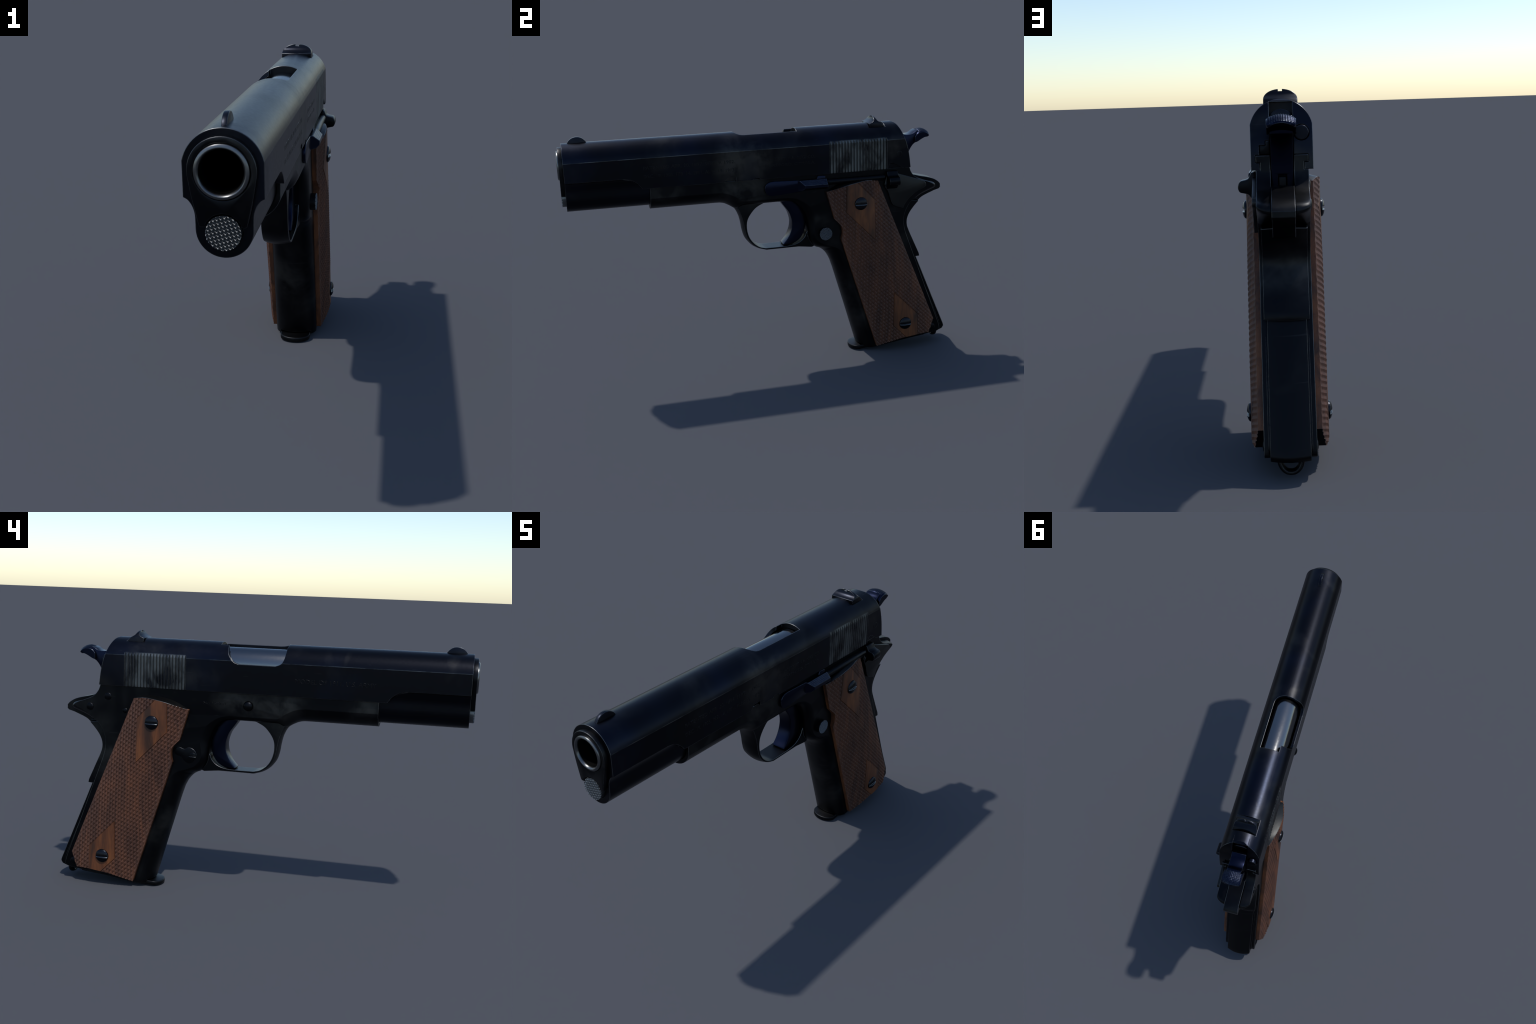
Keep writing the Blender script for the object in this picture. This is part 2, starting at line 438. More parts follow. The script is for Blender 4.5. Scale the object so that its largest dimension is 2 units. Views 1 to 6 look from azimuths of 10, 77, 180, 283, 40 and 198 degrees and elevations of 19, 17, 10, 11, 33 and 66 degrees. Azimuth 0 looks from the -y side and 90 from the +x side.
def pyramid_disc(name, axis, centre, radius, face, out, step, height, body, angle=0.0):
    """Round button whose face carries a grid of small pyramids."""
    bm = bmesh.new()
    n = int(radius / step) + 2
    ca, sa = math.cos(angle), math.sin(angle)
    def P(i, j, h):
        u, v = (i * step) * ca - (j * step) * sa, (i * step) * sa + (j * step) * ca
        return place(axis, centre[0] + u, centre[1] + v, face + out * h)
    grid = {(i, j): bm.verts.new(P(i, j, -height)) for i in range(-n, n + 1) for j in range(-n, n + 1)}
    for i in range(-n, n):
        for j in range(-n, n):
            c = [grid[i, j], grid[i + 1, j], grid[i + 1, j + 1], grid[i, j + 1]]
            tip = [bm.verts.new(P(i + s, j + t, 0)) for s, t in ((0.42, 0.42), (0.58, 0.42), (0.58, 0.58), (0.42, 0.58))]
            bm.faces.new(tip)
            for k in range(4):
                bm.faces.new((c[k], c[(k + 1) % 4], tip[(k + 1) % 4], tip[k]))
    lo = {}
    rim = [(i, -n) for i in range(-n, n)] + [(n, j) for j in range(-n, n)] + [(i, n) for i in range(n, -n, -1)] + [(-n, j) for j in range(n, -n, -1)]
    low = [bm.verts.new(P(i, j, -body)) for i, j in rim]
    m = len(rim)
    for k in range(m):
        bm.faces.new((grid[rim[k]], grid[rim[(k + 1) % m]], low[(k + 1) % m], low[k]))
    bm.faces.new(low)
    o = new_object(name, mesh_from(bm, name))
    a, b = face - out * (body + 0.02), face + out * 0.02
    boolean(o, lathe("c", [(radius, min(a, b)), (radius, max(a, b))], axis, centre, 48), "INTERSECT")
    return o

plug = pyramid_disc("recoil_spring_plug", "y", (XC, 0.962), 0.0455, -0.9935, -1, 0.0100, 0.0062, 0.06, math.radians(16))
finish(plug, pistol, M_CHECK, smooth=10)
# ---- frame ---------------------------------------------------------
FW = 0.087
rows = flat_rows([(-0.573, 0.9925), (0.30, 0.9925), (0.766, 0.9925)])
rows += flat_rows(catmull([(0.768, 0.984), (0.775, 0.966), (0.790, 0.946), (0.813, 0.929), (0.850, 0.914)], 4))
rows += catmull([(0.870, 0.907, 0.876, 0.906, 0.035), (0.890, 0.898, 0.912, 0.896, 0.035), (0.901, 0.889, 0.926, 0.880, 0.035), (0.895, 0.881, 0.922, 0.864, 0.035),
                 (0.868, 0.868, 0.888, 0.852, 0.035), (0.830, 0.849, 0.840, 0.835, 0.040), (0.795, 0.824, 0.800, 0.815, 0.050)], 3)
rows += flat_rows(catmull([(0.770, 0.802), (0.750, 0.769), (0.740, 0.739), (0.737, 0.705), (0.744, 0.659), (0.763, 0.604), (0.792, 0.524)], 4))
rows += flat_rows([(0.805, 0.490), (0.896, 0.243), (0.943, 0.118)]) + flat_rows(catmull([(0.951, 0.090), (0.951, 0.076), (0.940, 0.066), (0.920, 0.062)], 3))
rows += flat_rows([(0.885, 0.057), (0.580, 0.0165)])
rows += [(0.562, 0.0150, 0.5040, 0.0150, 0.0)]
rows += [(0.5520, 0.042, 0.4980, 0.0330, 0.0), (0.492, 0.262, 0.4365, 0.247, 0.0), (0.432, 0.480, 0.3730, 0.463, 0.0)]
rows += catmull([(0.418, 0.528, 0.3570, 0.510, 0.0), (0.402, 0.565, 0.3380, 0.545, 0.0), (0.372, 0.594, 0.3120, 0.5745, 0.002), (0.328, 0.611, 0.2850, 0.592, 0.012),
                 (0.288, 0.627, 0.262, 0.604, 0.034), (0.262, 0.652, 0.240, 0.630, 0.048), (0.249, 0.685, 0.226, 0.662, 0.050), (0.254, 0.722, 0.221, 0.712, 0.050),
                 (0.2585, 0.756, 0.217, 0.752, 0.050), (0.252, 0.786, 0.206, 0.786, 0.050), (0.232, 0.823, 0.188, 0.817, 0.050), (0.205, 0.848, 0.165, 0.840, 0.050),
                 (0.166, 0.872, 0.140, 0.856, 0.050), (0.120, 0.8835, 0.112, 0.860, 0.050)], 4)
rows += [(0.06, 0.8838, 0.06, 0.861, 0.050), (-0.070, 0.8838, -0.070, 0.861, 0.050)]
rows += catmull([(-0.112, 0.884, -0.112, 0.860, 0.050), (-0.128, 0.894, -0.150, 0.846, 0.040), (-0.150, 0.909, -0.178, 0.858, 0.015), (-0.176, 0.923, -0.200, 0.867, 0.0), (-0.205, 0.933, -0.222, 0.872, 0.0), (-0.24, 0.938, -0.245, 0.873, 0.0)], 4)
rows += [(-0.40, 0.938, -0.40, 0.873, 0.0), (-0.573, 0.938, -0.573, 0.873, 0.0)]
frame = domed("frame", rows, FW, 10, crease=17, square_below=0.6)

# trigger guard: flat inside, crowned outside
outer = catmull([(-0.232, 0.8745), (-0.210, 0.8725), (-0.183, 0.8625), (-0.150, 0.838), (-0.129, 0.800), (-0.118, 0.758), (-0.112, 0.718), (-0.099, 0.676), (-0.070, 0.639), (-0.036, 0.617), (0.005, 0.604)], 4)
outer += [(0.09, 0.604), (0.175, 0.604), (0.245, 0.5995), (0.262, 0.606)]
guard = []
for i, p in enumerate(outer):
    a, b = outer[max(i - 1, 0)], outer[min(i + 1, len(outer) - 1)]
    t = Vector((b[0] - a[0], b[1] - a[1])).normalized()
    n = Vector((t.y, -t.x))
    k = 0.004 if p[0] > 0.2 else 0.0085 + 0.0065 * min(1.0, max(0.0, (p[1] - 0.80) / 0.05))
    guard.append((p[0] - n.x * k, p[1] - n.y * k, p[0], p[1], 0.0))
inner = catmull([(0.250, 0.720), (0.219, 0.686), (0.211, 0.666), (0.193, 0.645), (0.167, 0.630), (0.132, 0.6225), (0.090, 0.6205), (0.010, 0.6205)], 4)
inner += catmull([(0.000, 0.6208), (-0.032, 0.6305), (-0.064, 0.656), (-0.086, 0.694), (-0.0945, 0.741), (-0.086, 0.786), (-0.050, 0.833), (-0.010, 0.856), (0.010, 0.862)], 4)
back = [(0.30, 0.65), (0.29, 0.70)]
guard += flat_rows(back + inner + [(0.02, 0.90), (-0.24, 0.90)])
guard_solid = domed("g", guard, 0.0475, 6, "arc")
boolean(frame, guard_solid, "UNION")
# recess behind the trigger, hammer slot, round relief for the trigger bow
cuts = [box("c", XC - 0.0395, XC + 0.0395, 0.68, 1.0, 0.80, 1.2)]
boolean(frame, cuts)
# tops of the rails at the rear
rails = prism("r", [(XC + x, z) for x, z in ((0.0398, 0.97), (0.072, 0.97), (0.072, 1.019), (0.0865, 1.019), (0.0865, 1.0405), (0.0398, 1.0405))], "y", 0.50, 0.7665)
rails2 = prism("r", [(XC - x, z) for x, z in ((0.0398, 0.97), (0.072, 0.97), (0.072, 1.019), (0.0865, 1.019), (0.0865, 1.0405), (0.0398, 1.0405))], "y", 0.50, 0.7665)
boolean(frame, [rails, rails2], "UNION")
# spring tunnel through the dust cover
boolean(frame, lathe("c", [(0.0755, -0.7), (0.0755, -0.30)], "y", (XC, 0.966), 40))
finish(frame, pistol, M_FRAME, 0.0, smooth=15)

# plunger tube on the left
plunger = lathe("plunger_tube", [(0.0, 0.3185), (0.0120, 0.3185), (0.0145, 0.321), (0.0150, 0.325), (0.0150, 0.619), (0.0125, 0.6245), (0.0, 0.626)], "y", (XC + 0.1005, 0.9515), 28)
web = box("w", XC + 0.084, XC + 0.1005, 0.328, 0.618, 0.9375, 0.9655)
join(plunger, [web])
finish(plunger, frame, M_FRAME)

# ---- trigger ---------------------------------------------------------
tf = catmull([(0.085, 0.866), (0.096, 0.846), (0.112, 0.823), (0.133, 0.792), (0.146, 0.750), (0.1455, 0.716), (0.137, 0.686), (0.121, 0.656), (0.096, 0.627)], 5)
tb = catmull([(0.100, 0.622), (0.130, 0.6225), (0.165, 0.636), (0.190, 0.655), (0.208, 0.685), (0.217, 0.72), (0.217, 0.76), (0.205, 0.80), (0.185, 0.835), (0.165, 0.866)], 4)
trigger = prism("trigger", tf + tb, "x", XC - 0.034, XC + 0.034)
finish(trigger, pistol, M_BLUE, 0.004, 3, 40)

# ---- hammer ----------------------------------------------------------
ht = catmull([(0.735, 1.166), (0.755, 1.153), (0.777, 1.149), (0.799, 1.152), (0.817, 1.163), (0.832, 1.170)], 4)
hb = catmull([(0.832, 1.113), (0.810, 1.102), (0.793, 1.082), (0.780, 1.056), (0.770, 1.022), (0.766, 0.985)], 4)
hammer = prism("hammer", ht + hb + [(0.764, 0.90), (0.70, 0.90), (0.70, 1.12), (0.71, 1.15)], "x", XC - 0.0368, XC + 0.0368)
boolean(hammer, box("c", XC - 0.0145, XC + 0.0145, 0.755, 0.9, 0.88, 0.977))
finish(hammer, pistol, M_BLUE, 0.0022)
# spur: arched pad with fine checkering
def spur():
    top = catmull([(0.811, 1.150), (0.822, 1.163), (0.836, 1.1715), (0.857, 1.1735), (0.876, 1.168), (0.892, 1.1575), (0.8985, 1.149)], 7)
    bot = catmull([(0.811, 1.117), (0.826, 1.121), (0.851, 1.135), (0.872, 1.142), (0.8925, 1.140)], 9)[:-1]
    bm = bmesh.new()
    nu, nv = 34, 24
    def at(line, t):
        f = t * (len(line) - 1)
        i = min(int(f), len(line) - 2)
        return tuple(a + (b - a) * (f - i) for a, b in zip(line[i], line[i + 1]))
    T, B = [], []
    for a in range(nu + 1):
        s = a / nu
        hw = 0.0475 * (1 - 0.16 * max(0, (s - 0.78) / 0.22) ** 2)
        ra, rb = [], []
        for b in range(nv + 1):
            u = 2 * b / nv - 1
            y, z = at(top, s)
            sag = 0.0135 * u * u
            tip = 0.010 * u * u * max(0.0, (s - 0.5) / 0.5) ** 2
            ck = 0.0026 if (0.28 < s < 0.92 and abs(u) < 0.92 and a % 2 == 0 and b % 2 == 0) else 0.0
            ra.append(bm.verts.new((XC + u * hw, y - tip, z - sag + ck)))
            y, z = at(bot, s)
            rb.append(bm.verts.new((XC + u * hw, y - tip, z - sag * 0.6)))
        T.append(ra)
        B.append(rb)
    for a in range(nu):
        for b in range(nv):
            bm.faces.new((T[a][b], T[a][b + 1], T[a + 1][b + 1], T[a + 1][b]))
            bm.faces.new((B[a][b], B[a + 1][b], B[a + 1][b + 1], B[a][b + 1]))
        for b in (0, nv):
            bm.faces.new((T[a][b], T[a + 1][b], B[a + 1][b], B[a][b]))
    for b in range(nv):
        for a in (0, nu):
            bm.faces.new((T[a][b], T[a][b + 1], B[a][b + 1], B[a][b]))
    return new_object("hammer_spur", mesh_from(bm, "hammer_spur"))
finish(spur(), hammer, M_BLUE, smooth=25)
strut = prism("hammer_strut", [(0.735, 0.90), (0.760, 0.90), (0.760, 0.968), (0.752, 0.976), (0.735, 0.976)], "x", XC - 0.012, XC + 0.012)
finish(strut, hammer, M_FRAME, 0.002)

# ---- grip safety -------------------------------------------------------
tail_pts = [(0.765, 0.942)] + catmull([(0.800, 0.9415), (0.845, 0.929), (0.885, 0.920), (0.922, 0.908), (0.948, 0.892), (0.9600, 0.8785)], 4) + [(0.9605, 0.860), (0.953, 0.8525)] + catmull([(0.925, 0.8450), (0.863, 0.820), (0.833, 0.797), (0.810, 0.774)], 4) + [(0.76, 0.76)]
tail = prism("tail", tail_pts, "x", XC - 0.0375, XC + 0.0375)
wide = catmull([(0.836, 0.809), (0.811, 0.782), (0.787, 0.750), (0.774, 0.718), (0.773, 0.684), (0.781, 0.654), (0.809, 0.591), (0.8435, 0.5145)], 5)
rows_gs = []
for i, (y, z) in enumerate(wide):
    rows_gs.append((y - 0.014, z - 0.004 * (1 if z > 0.7 else -1), y, z, 0.0))
rows_gs += [(0.832, 0.5035, 0.8425, 0.501, 0.0)] + flat_rows([(0.76, 0.50), (0.715, 0.60), (0.70, 0.72), (0.76, 0.815)])
grip_safety = domed("grip_safety", rows_gs, 0.0762, 7, "arc")
boolean(grip_safety, tail, "UNION")
finish(grip_safety, pistol, M_FRAME, 0.0)

# ---- mainspring housing and lanyard loop ---------------------------------
rear_line = [(0.8290, 0.5005), (0.8540, 0.4400), (0.9310, 0.252), (0.9880, 0.114)] + catmull([(0.9970, 0.092), (0.9985, 0.082), (0.990, 0.068)], 3) + [(0.962, 0.058)]
rows_ms = [(y - 0.014, z, y, z, 0.0) for y, z in rear_line] + flat_rows([(0.93, 0.056), (0.875, 0.056), (0.76, 0.45), (0.77, 0.50)])
housing_ms = domed("mainspring_housing", rows_ms, 0.066, 7, "arc")
side_rail = prism("side_rail", [(0.800, 0.500), (0.9300, 0.180), (0.9560, 0.118), (0.9600, 0.098), (0.952, 0.080), (0.925, 0.066), (0.86, 0.08), (0.74, 0.48)], "x", XC - 0.0735, XC + 0.0735)
finish(side_rail, frame, M_FRAME, 0.003)
side_rail.name = "backstrap_rail"
finish(housing_ms, pistol, M_FRAME, 0.0)
loop = catmull([(-0.0365, 0.085), (-0.0370, 0.062), (-0.031, 0.040), (-0.0165, 0.0245), (0.0, 0.0205), (0.0165, 0.0245), (0.031, 0.040), (0.0370, 0.062), (0.0365, 0.085)], 5)
cu = bpy.data.curves.new("lanyard_loop", "CURVE")
cu.dimensions, cu.bevel_depth, cu.bevel_resolution = "3D", 0.0100, 5
sp = cu.splines.new("POLY")
sp.points.add(len(loop) - 1)
for p, (x, z) in zip(sp.points, loop):
    p.co = (XC + x, 0.948 - (z - 0.05) * 0.1, z, 1)
tmp = bpy.data.objects.new("tmp", cu)
COL.objects.link(tmp)
bpy.context.view_layer.update()
dg = bpy.context.evaluated_depsgraph_get()
lanyard = new_object("lanyard_loop", bpy.data.meshes.new_from_object(tmp.evaluated_get(dg)))
bpy.data.objects.remove(tmp)
for v in lanyard.data.vertices:
    v.co.y = 0.944 + (v.co.y - 0.948) * 1.5      # flat strap rather than round wire
finish(lanyard, housing_ms, M_FRAME)

# ---- thumb safety (left) ---------------------------------------------------
ts = [(0.640, 0.981), (0.650, 0.981)] + catmull([(0.705, 0.962), (0.832, 0.918), (0.848, 0.908), (0.854, 0.893), (0.845, 0.881), (0.800, 0.860), (0.760, 0.829), (0.738, 0.800), (0.727, 0.780)], 4) + catmull([(0.714, 0.784), (0.678, 0.797), (0.664, 0.815), (0.654, 0.845), (0.645, 0.873), (0.626, 0.905), (0.630, 0.930)], 4)
thumb_safety = prism("thumb_safety", ts, "x", XC + 0.08, XC + 0.101)
finish(thumb_safety, pistol, M_WORN, 0.002)
lev = catmull([(0.098, 0.9815), (0.106, 0.980), (0.1115, 0.970), (0.117, 0.960), (0.128, 0.9555), (0.143, 0.952), (0.1505, 0.942), (0.152, 0.928), (0.146, 0.915), (0.132, 0.911), (0.118, 0.907), (0.1085, 0.896), (0.098, 0.886)], 3)
lever = prism("thumb_lever", [(XC + x, z) for x, z in lev] + [(XC + 0.09, 0.886), (XC + 0.09, 0.9815)], "y", 0.636, 0.694)
finish(lever, thumb_safety, M_FRAME, 0.003)
foot = prism("thumb_foot", [(0.624, 0.906), (0.634, 0.926), (0.690, 0.926), (0.690, 0.912), (0.678, 0.908), (0.672, 0.895), (0.640, 0.899)], "x", XC + 0.09, XC + 0.106)
finish(foot, thumb_safety, M_FRAME, 0.0025)

# ---- slide stop (left) -------------------------------------------------------
ss = catmull([(0.041, 0.9755), (0.017, 0.972), (0.001, 0.961), (-0.0055, 0.944), (-0.003, 0.925), (0.008, 0.909), (0.026, 0.901)], 4) + [(0.073, 0.903), (0.163, 0.911), (0.219, 0.917), (0.311, 0.919), (0.311, 0.9665), (0.309, 0.9845), (0.270, 0.986), (0.263, 0.968), (0.16, 0.971)]
slide_stop = prism("slide_stop", ss, "x", XC + 0.08, XC + 0.0985)
finish(slide_stop, pistol, M_BLUE, 0.002)
# thumb shelf: wedge with ribbed top
def shelf():
    sec = [(0.094, 0.9715), (0.1060, 0.9700), (0.1295, 0.9465), (0.1295, 0.9330), (0.118, 0.9215), (0.094, 0.919)]
    bm = bmesh.new()
    a = [bm.verts.new((XC + x, 0.160 if x < 0.1 else 0.164 + (x - 0.1) * 1.05, z)) for x, z in sec]
    b = [bm.verts.new((XC + x, 0.3135, z)) for x, z in sec]
    bm.faces.new(a)
    bm.faces.new(b)
    for i in range(len(sec)):
        j = (i + 1) % len(sec)
        bm.faces.new((a[i], a[j], b[j], b[i]))
    o = new_object("thumb_shelf", mesh_from(bm, "thumb_shelf"))
    for k in range(5):
        t = (k + 0.5) / 5
        x, z = 0.1060 + 0.0235 * t, 0.9700 - 0.0235 * t
        rib = prism("r", [(XC + x + d, z + e) for d, e in ((-0.0019, 0.0009), (0.0004, 0.0022), (0.0020, -0.0030), (-0.003, -0.003))], "y", 0.174 + 0.022 * t, 0.3125)
        join(o, [rib])
    return o
finish(shelf(), slide_stop, M_BLUE)

# ---- magazine catch -------------------------------------------------------------
catch = pyramid_disc("magazine_catch", "x", (0.3055, 0.682), 0.0330, XC + 0.1095, 1, 0.0066, 0.0028, 0.04, math.radians(28))
finish(catch, pistol, M_CHECK, smooth=10)
catch.data.materials.append(M_FRAME)
for p in catch.data.polygons:
    if abs(p.normal.x) < 0.3 and p.center.x < XC + 0.1065:
        p.material_index = 1
key = catmull([(0.386, 0.699), (0.379, 0.712), (0.362, 0.7185), (0.345, 0.713), (0.332, 0.7105), (0.315, 0.7185), (0.296, 0.716), (0.278, 0.700), (0.2735, 0.679), (0.283, 0.657), (0.303, 0.6425), (0.322, 0.645), (0.337, 0.656), (0.349, 0.672), (0.368, 0.678), (0.381, 0.686)], 4, True)
catch_head = prism("catch_head", key, "x", XC - 0.0888, XC - 0.07)
finish(catch_head, catch, M_FRAME, 0.0012)

# ---- pins and screws --------------------------------------------------------------
def button(name, r, proud, slot=0.0, mat=M_BLUE, dome=0.5):
    """Domed round head that looks along +x, with an optional screw slot."""
    prof = [(0.0, -0.02), (r, -0.02), (r, proud * (1 - dome))]
    prof += [(r * math.cos(a), proud * (1 - dome) + proud * dome * math.sin(a)) for a in (0.35, 0.7, 1.0, 1.3)] + [(0.0, proud)]
    o = lathe(name, prof, "x", (0, 0), 40)
    if slot:
        boolean(o, box("c", proud - slot, proud + 0.05, -0.2, 0.2, -slot * 0.72, slot * 0.72))
    finish(o, None, mat, smooth=30)
    return o

def put(src, parent, side, y, z, x, first=False, tilt=0.0):
    o = src if first else src.copy()
    if not first:
        COL.objects.link(o)
    o.parent = parent
    o.location = (XC + side * x, y, z)
    o.rotation_euler = (tilt, 0, 0 if side > 0 else math.pi)
    return o

pin_big = put(button("pin", 0.0235, 0.019, 0, M_FRAME, 0.75), slide_stop, -1, 0.028, 0.936, FW, True)
pin_big.name = "slide_stop_pin"
p1 = put(button("pin", 0.018, 0.006, 0, M_FRAME, 0.9), frame, -1, 0.726, 0.938, FW, True)
p1.name = "hammer_pin"
p2 = put(button("pin", 0.0125, 0.005, 0, M_FRAME, 0.9), frame, -1, 0.638, 0.874, FW, True)
p2.name = "sear_pin"
p3 = put(button("pin", 0.0185, 0.0065, 0, M_FRAME, 0.8), thumb_safety, -1, 0.819, 0.883, FW, True)
p3.name = "safety_pin"
p4 = put(button("housing_pin", 0.0195, 0.006, 0, M_FRAME, 0.9), frame, -1, 0.905, 0.094, FW, True)
put(p4, frame, 1, 0.905, 0.094, FW)
cs = put(button("catch_screw", 0.0180, 0.0045, 0.0042, M_FRAME, 0.8), catch, -1, 0.2935, 0.679, 0.0875, True)

# ---- grip panels --------------------------------------------------------------------
GT, GB = 0.107, 0.0290               # rim half width and crown height over it
front_top, front_bot = Vector((0.312, 0.9005)), Vector((0.583, 0.028))
rear_top, rear_bot = Vector((0.5865, 0.9365)), Vector((0.907, 0.149))
def edge_y(a, b, z):
    return a.x + (b.x - a.x) * (z - a.y) / (b.y - a.y)
def crown(y, z):
    f, r = edge_y(front_top, front_bot, z), edge_y(rear_top, rear_bot, z)
    u = (2 * y - f - r) / (r - f)
    return GT + GB * (1 - u * u)
GROOVE = 0.0050                       # depth of the checkering
DX, DZ, SL = 0.01515, 0.0213, math.tan(math.radians(45.5))
Y0, ZREF = 0.4115, 0.7870             # lattice anchor: left corner of the upper plain lozenge
def lattice(i, j):
    """i counts upright lines, j counts slanting lines."""
    y = Y0 + i * DX
    return y, ZREF - i * DX * SL + j * DZ
def grip_panel(side, name):
    outline = catmull([(0.312, 0.9005), (0.400, 0.9255), (0.480, 0.9420), (0.530, 0.9460), (0.5865, 0.9385)], 5)
    outline += [(0.907, 0.149), (0.8765, 0.0785)]
    outline += catmull([(0.874, 0.0775), (0.800, 0.077), (0.715, 0.066), (0.650, 0.050), (0.583, 0.028)], 5)
    outline += [(0.3885, 0.645)] + catmull([(0.3885, 0.646), (0.394, 0.672), (0.3925, 0.700), (0.384, 0.722), (0.354, 0.754)], 4)
    # plain lozenges around the screws, in lattice cells (i0, i1, j0, j1)
    loz = []
    for ya, yb, zc, j_lo, j_hi in ((0.4115, 0.563, 0.787, 0, 10), (0.6640, 0.8085, 0.327, -9, 0)):
        i0, i1 = round((ya - Y0) / DX), round((yb - Y0) / DX)
        jc = round((zc - ZREF + i0 * DX * SL) / DZ)
        loz.append((i0, i1, jc + j_lo, jc + j_hi))
    def plain(i, j):
        return any(a <= i < b and c <= j < d for a, b, c, d in loz)
    BORDER, FLAT = 0.13, 0.06
    def depth_at(y, z):
        """Groove depth below the crowned surface, one pyramid per lattice cell, level inside the lozenges."""
        fi = (y - Y0) / DX
        fj = (z - ZREF + fi * DX * SL) / DZ
        i, j = math.floor(fi + 1e-7), math.floor(fj + 1e-7)
        p, q = fi - i, fj - j
        f, r = edge_y(front_top, front_bot, z), edge_y(rear_top, rear_bot, z)
        u = min(1.0, abs((2 * y - f - r) / (r - f)))
        full = GROOVE * (1.0 - 0.6 * max(0.0, (u - 0.86) / 0.14))
        if plain(i, j):
            k = 1.0
            for d, a, b in ((p, -1, 0), (1 - p, 1, 0), (q, 0, -1), (1 - q, 0, 1)):
                if not plain(i + a, j + b):
                    k = min(k, d / BORDER)
            if p < 1e-6 and q < 1e-6 and not plain(i - 1, j - 1):
                k = 0.0
            return 0.001 + (full - 0.001) * (1 - k)
        m = max(abs(p - 0.5), abs(q - 0.5))
        return full * max(0.0, m - FLAT) / (0.5 - FLAT)
    pts, index, links = [], {}, set()
    def pid(fi, fj):
        key = (round(fi, 4), round(fj, 4))
        if key not in index:
            index[key] = len(pts)
            pts.append(Vector(lattice(fi, fj)))
        return index[key]
    def ring_of(corners):
        for a, b in zip(corners, corners[1:] + corners[:1]):
            if a != b:
                links.add((min(a, b), max(a, b)))
    for i in range(-9, 36):
        for j in range(-35, 22):
            c = [pid(i, j), pid(i + 1, j), pid(i + 1, j + 1), pid(i, j + 1)]
            ring_of(c)
            if plain(i, j):
                lo_i = 0.0 if plain(i - 1, j) else BORDER
                hi_i = 1.0 if plain(i + 1, j) else 1 - BORDER
                lo_j = 0.0 if plain(i, j - 1) else BORDER
                hi_j = 1.0 if plain(i, j + 1) else 1 - BORDER
                t = [pid(i + lo_i, j + lo_j), pid(i + hi_i, j + lo_j), pid(i + hi_i, j + hi_j), pid(i + lo_i, j + hi_j)]
            else:
                t = [pid(i + 0.5 + a, j + 0.5 + b) for a, b in ((-FLAT, -FLAT), (FLAT, -FLAT), (FLAT, FLAT), (-FLAT, FLAT))]
            ring_of(t)
            for a, b in zip(c, t):
                if a != b:
                    links.add((min(a, b), max(a, b)))
    first = len(pts)
    pts += [Vector(p) for p in outline]
    m = len(outline)
    links |= {(first + k, first + (k + 1) % m) for k in range(m)}
    v2, _, f2, *_ = delaunay_2d_cdt(pts, sorted(links), [], 0, 1e-6)
    def inside(y, z):
        hit = False
        for (ya, za), (yb, zb) in zip(outline, outline[1:] + outline[:1]):
            if (za > z) != (zb > z) and y < ya + (z - za) / (zb - za) * (yb - ya):
                hit = not hit
        return hit
    bm = bmesh.new()
    bv = {}
    for f in f2:
        cy, cz = sum(v2[k].x for k in f) / len(f), sum(v2[k].y for k in f) / len(f)
        if not inside(cy, cz):
            continue
        for k in f:
            if k not in bv:
                y, z = v2[k]
                bv[k] = bm.verts.new((XC + side * (crown(y, z) - depth_at(y, z)), y, z))
        face = bm.faces.new([bv[k] for k in f])
        fi = (cy - Y0) / DX
        face.material_index = 1 if plain(math.floor(fi), math.floor((cz - ZREF + fi * DX * SL) / DZ)) else 0
    rim = [e for e in bm.edges if e.is_boundary]
    ext = bmesh.ops.extrude_edge_only(bm, edges=rim)
    for g in ext["geom"]:
        if isinstance(g, bmesh.types.BMVert):
            g.co.x = XC + side * 0.080
        elif isinstance(g, bmesh.types.BMFace):
            g.material_index = 1
    bmesh.ops.recalc_face_normals(bm, faces=bm.faces)
    for g in ext["geom"]:
        if isinstance(g, bmesh.types.BMFace):
            g.normal_update()
            if g.normal.z < -0.36 and g.calc_center_median().z < 0.16:
                g.material_index = 2
    me = bpy.data.meshes.new(name)
    bm.to_mesh(me)
    bm.free()
    o = new_object(name, me, None, (M_CHECKWOOD, M_WOOD, M_FRAME))
    finish(o, pistol, None, smooth=12)
    return o

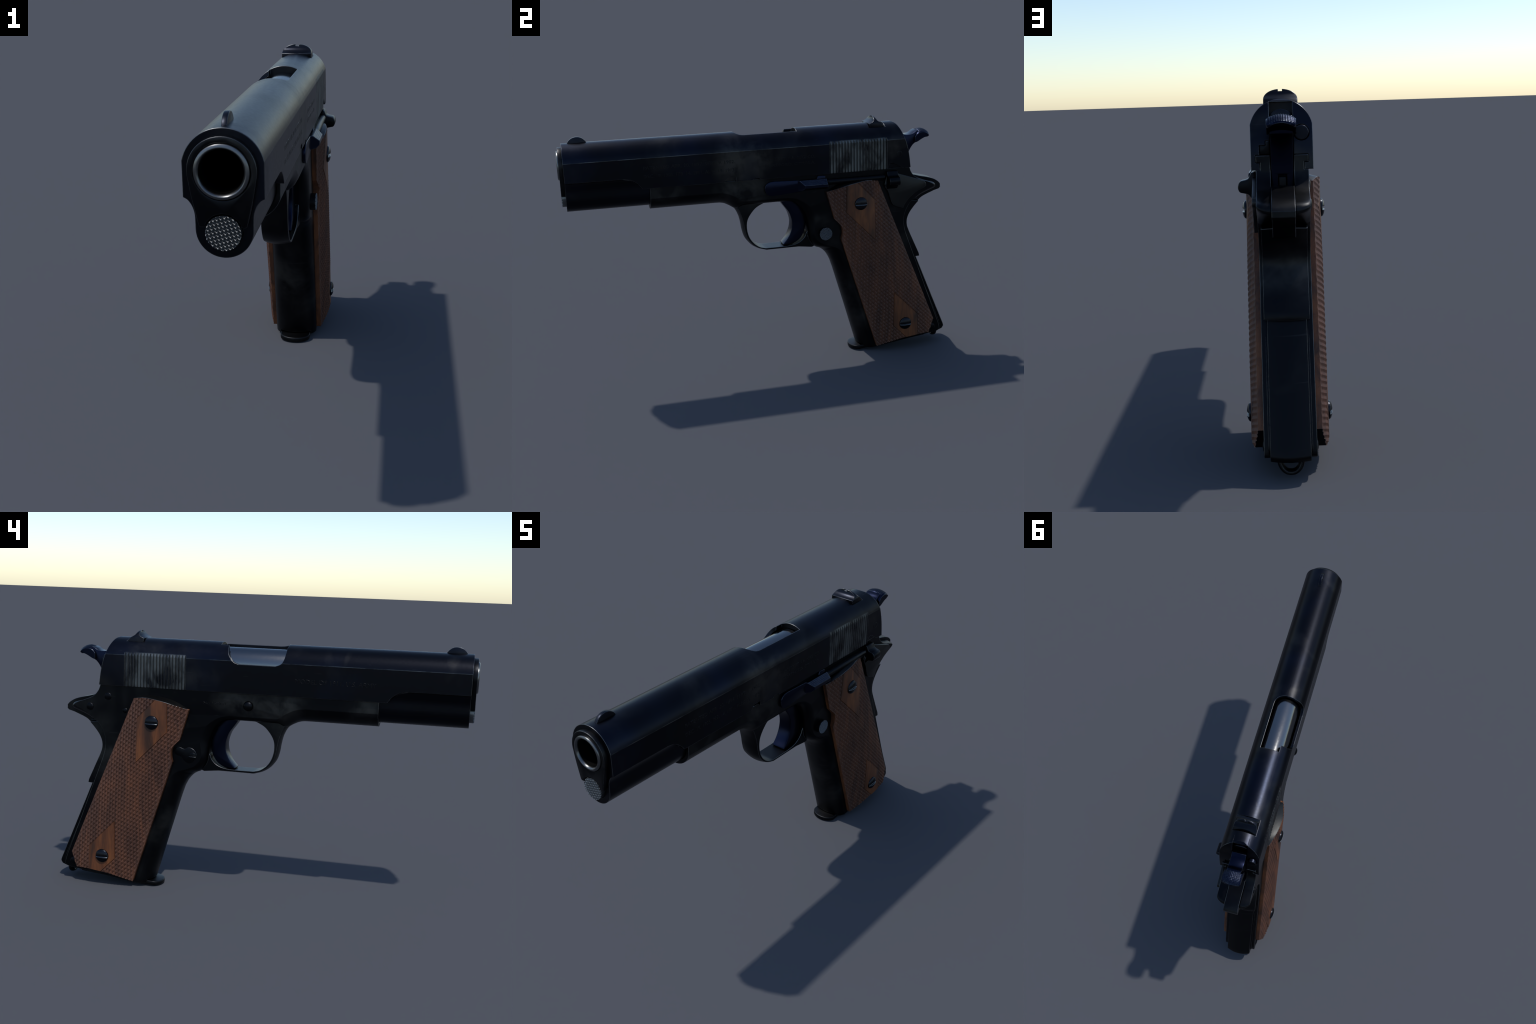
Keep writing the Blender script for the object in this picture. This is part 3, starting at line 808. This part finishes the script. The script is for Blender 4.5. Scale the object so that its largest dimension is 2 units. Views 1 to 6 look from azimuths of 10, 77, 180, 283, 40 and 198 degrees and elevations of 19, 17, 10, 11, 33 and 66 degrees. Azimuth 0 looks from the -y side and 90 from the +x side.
screw = None
for side in (1, -1):
    panel = grip_panel(side, "grip_panel")
    # the panel's own metal-dark top face, added as a separate piece, rising towards the frame
    inner_arc = catmull([(0.316, 0.9005), (0.373, 0.931), (0.437, 0.949), (0.507, 0.9560), (0.552, 0.9530), (0.5855, 0.9395)], 5)
    outer_arc = catmull([(0.3125, 0.9008), (0.366, 0.9150), (0.422, 0.9315), (0.480, 0.9422), (0.530, 0.9462), (0.5860, 0.9387)], 5)
    bm = bmesh.new()
    loops = []
    for (yi, zi), (yo, zo) in zip(inner_arc, outer_arc):
        xo = crown(yo, zo) - GROOVE * 0.75
        loops.append([bm.verts.new((XC + side * x, y, z)) for x, y, z in ((0.080, yi, zi), (0.092, yi, zi), (xo, yo, zo + 0.0004), (xo - 0.002, yo, zo - 0.008), (0.080, yi, zo - 0.010))])
    for A, B in zip(loops, loops[1:]):
        for k in range(5):
            bm.faces.new((A[k], A[(k + 1) % 5], B[(k + 1) % 5], B[k]))
    bm.faces.new(loops[0])
    bm.faces.new(loops[-1])
    finish(new_object("panel_top_face", mesh_from(bm, "panel_top_face")), panel, M_WORN)  # sun's reflection on this face imitated by the paler worn-steel colour
    for (y, z) in ((0.485, 0.832), (0.733, 0.152)):
        if screw is None:
            screw = put(button("grip_screw", 0.0335, 0.0205, 0.0085, M_SCREW, 0.62), panel, side, y, z, 0.1285, True)
        else:
            put(screw, panel, side, y, z, 0.1285)

# ---- magazine: floor plate with the toe lip ---------------------------------------------
def plate_z(y):
    return 0.0 + max(0.0, y - 0.455) * 0.112
lip = [(0.064, 0.500)] + [(0.064 * math.cos(math.radians(a)), 0.500 - 0.0435 * math.sin(math.radians(a))) for a in range(8, 173, 8)] + [(-0.064, 0.500), (-0.064, 0.875), (0.064, 0.875)]
magazine = prism("magazine", [(XC + x, y) for x, y in lip], "z", 0.0, 0.021)
for v in magazine.data.vertices:
    v.co.z += plate_z(v.co.y) * (0.86 if v.co.y < 0.51 else 0.86)
finish(magazine, pistol, M_FRAME, 0.004, 3, 40)
# notch in the front strap above the lip
boolean(frame, box("c", XC - 0.0665, XC + 0.0665, 0.44, 0.532, -0.02, 0.0325))
finish(frame, pistol, M_FRAME, 0.0, smooth=15)

# ---- markings ------------------------------------------------------------------------------
def marking(text, side, y_mid, z_mid, length, height, x):
    cu = bpy.data.curves.new("marking", "FONT")
    cu.body, cu.size, cu.align_x, cu.align_y, cu.extrude, cu.resolution_u = text, 1.0, "CENTER", "CENTER", 0.0, 2
    t = bpy.data.objects.new("tmp", cu)
    COL.objects.link(t)
    bpy.context.view_layer.update()
    d = bpy.context.evaluated_depsgraph_get()
    me = bpy.data.meshes.new_from_object(t.evaluated_get(d))
    bpy.data.objects.remove(t)
    xs, ys = [v.co.x for v in me.vertices], [v.co.y for v in me.vertices]
    sx, sy = length / (max(xs) - min(xs)), height / (max(ys) - min(ys))
    cx, cy = (max(xs) + min(xs)) / 2, (max(ys) + min(ys)) / 2
    for v in me.vertices:
        u, w = (v.co.x - cx) * sx, (v.co.y - cy) * sy
        v.co = (XC + side * x, y_mid + side * u, z_mid + w)
    bm = bmesh.new()
    bm.from_mesh(me)
    for f in bm.faces:
        if (f.normal.x > 0) != (side > 0):
            f.normal_flip()
    ext = bmesh.ops.extrude_face_region(bm, geom=list(bm.faces))
    for v in ext["geom"]:
        if isinstance(v, bmesh.types.BMVert):
            v.co.x -= side * 0.003
    bm.to_mesh(me)
    bm.free()
    o = new_object("marking", me, slide if z_mid > 0.99 else frame)
    me.materials.append(M_MARK)
    o["kind"] = "stuff"
    return o
SX = 0.1032
marking("PATENTED APR. 20. 1897. SEPT. 9. 1902.", 1, -0.376, 1.093, 0.447, 0.0165, SX)
marking("DEC. 19. 1905. FEB. 14. 1911. AUG. 19. 1913.", 1, -0.376, 1.0525, 0.447, 0.0165, SX)
marking("COLT'S PT. F.A. MFG. CO.", 1, 0.128, 1.089, 0.255, 0.0165, SX)
marking("HARTFORD, CT. U.S.A.", 1, 0.128, 1.057, 0.255, 0.0165, SX)
marking("MODEL OF 1911. U.S. ARMY", -1, -0.375, 1.0655, 0.368, 0.0205, SX)
marking("No 159201", -1, 0.192, 0.938, 0.108, 0.0120, FW + 0.0002)
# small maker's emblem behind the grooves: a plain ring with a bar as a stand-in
emblem = lathe("emblem", [(0.0135, XC + 0.101), (0.0160, XC + 0.101), (0.0160, XC + SX), (0.0135, XC + SX)], "x", (0.703, 1.066), 28)
bm = bmesh.new(); bm.from_mesh(emblem.data)
bmesh.ops.delete(bm, geom=[f for f in bm.faces if len(f.verts) > 4], context="FACES_ONLY")
bm.to_mesh(emblem.data); bm.free()
finish(emblem, slide, M_MARK)

for o in list(bpy.data.objects):
    if o.type == "MESH" and not o.parent:
        print("LOOSE", o.name)
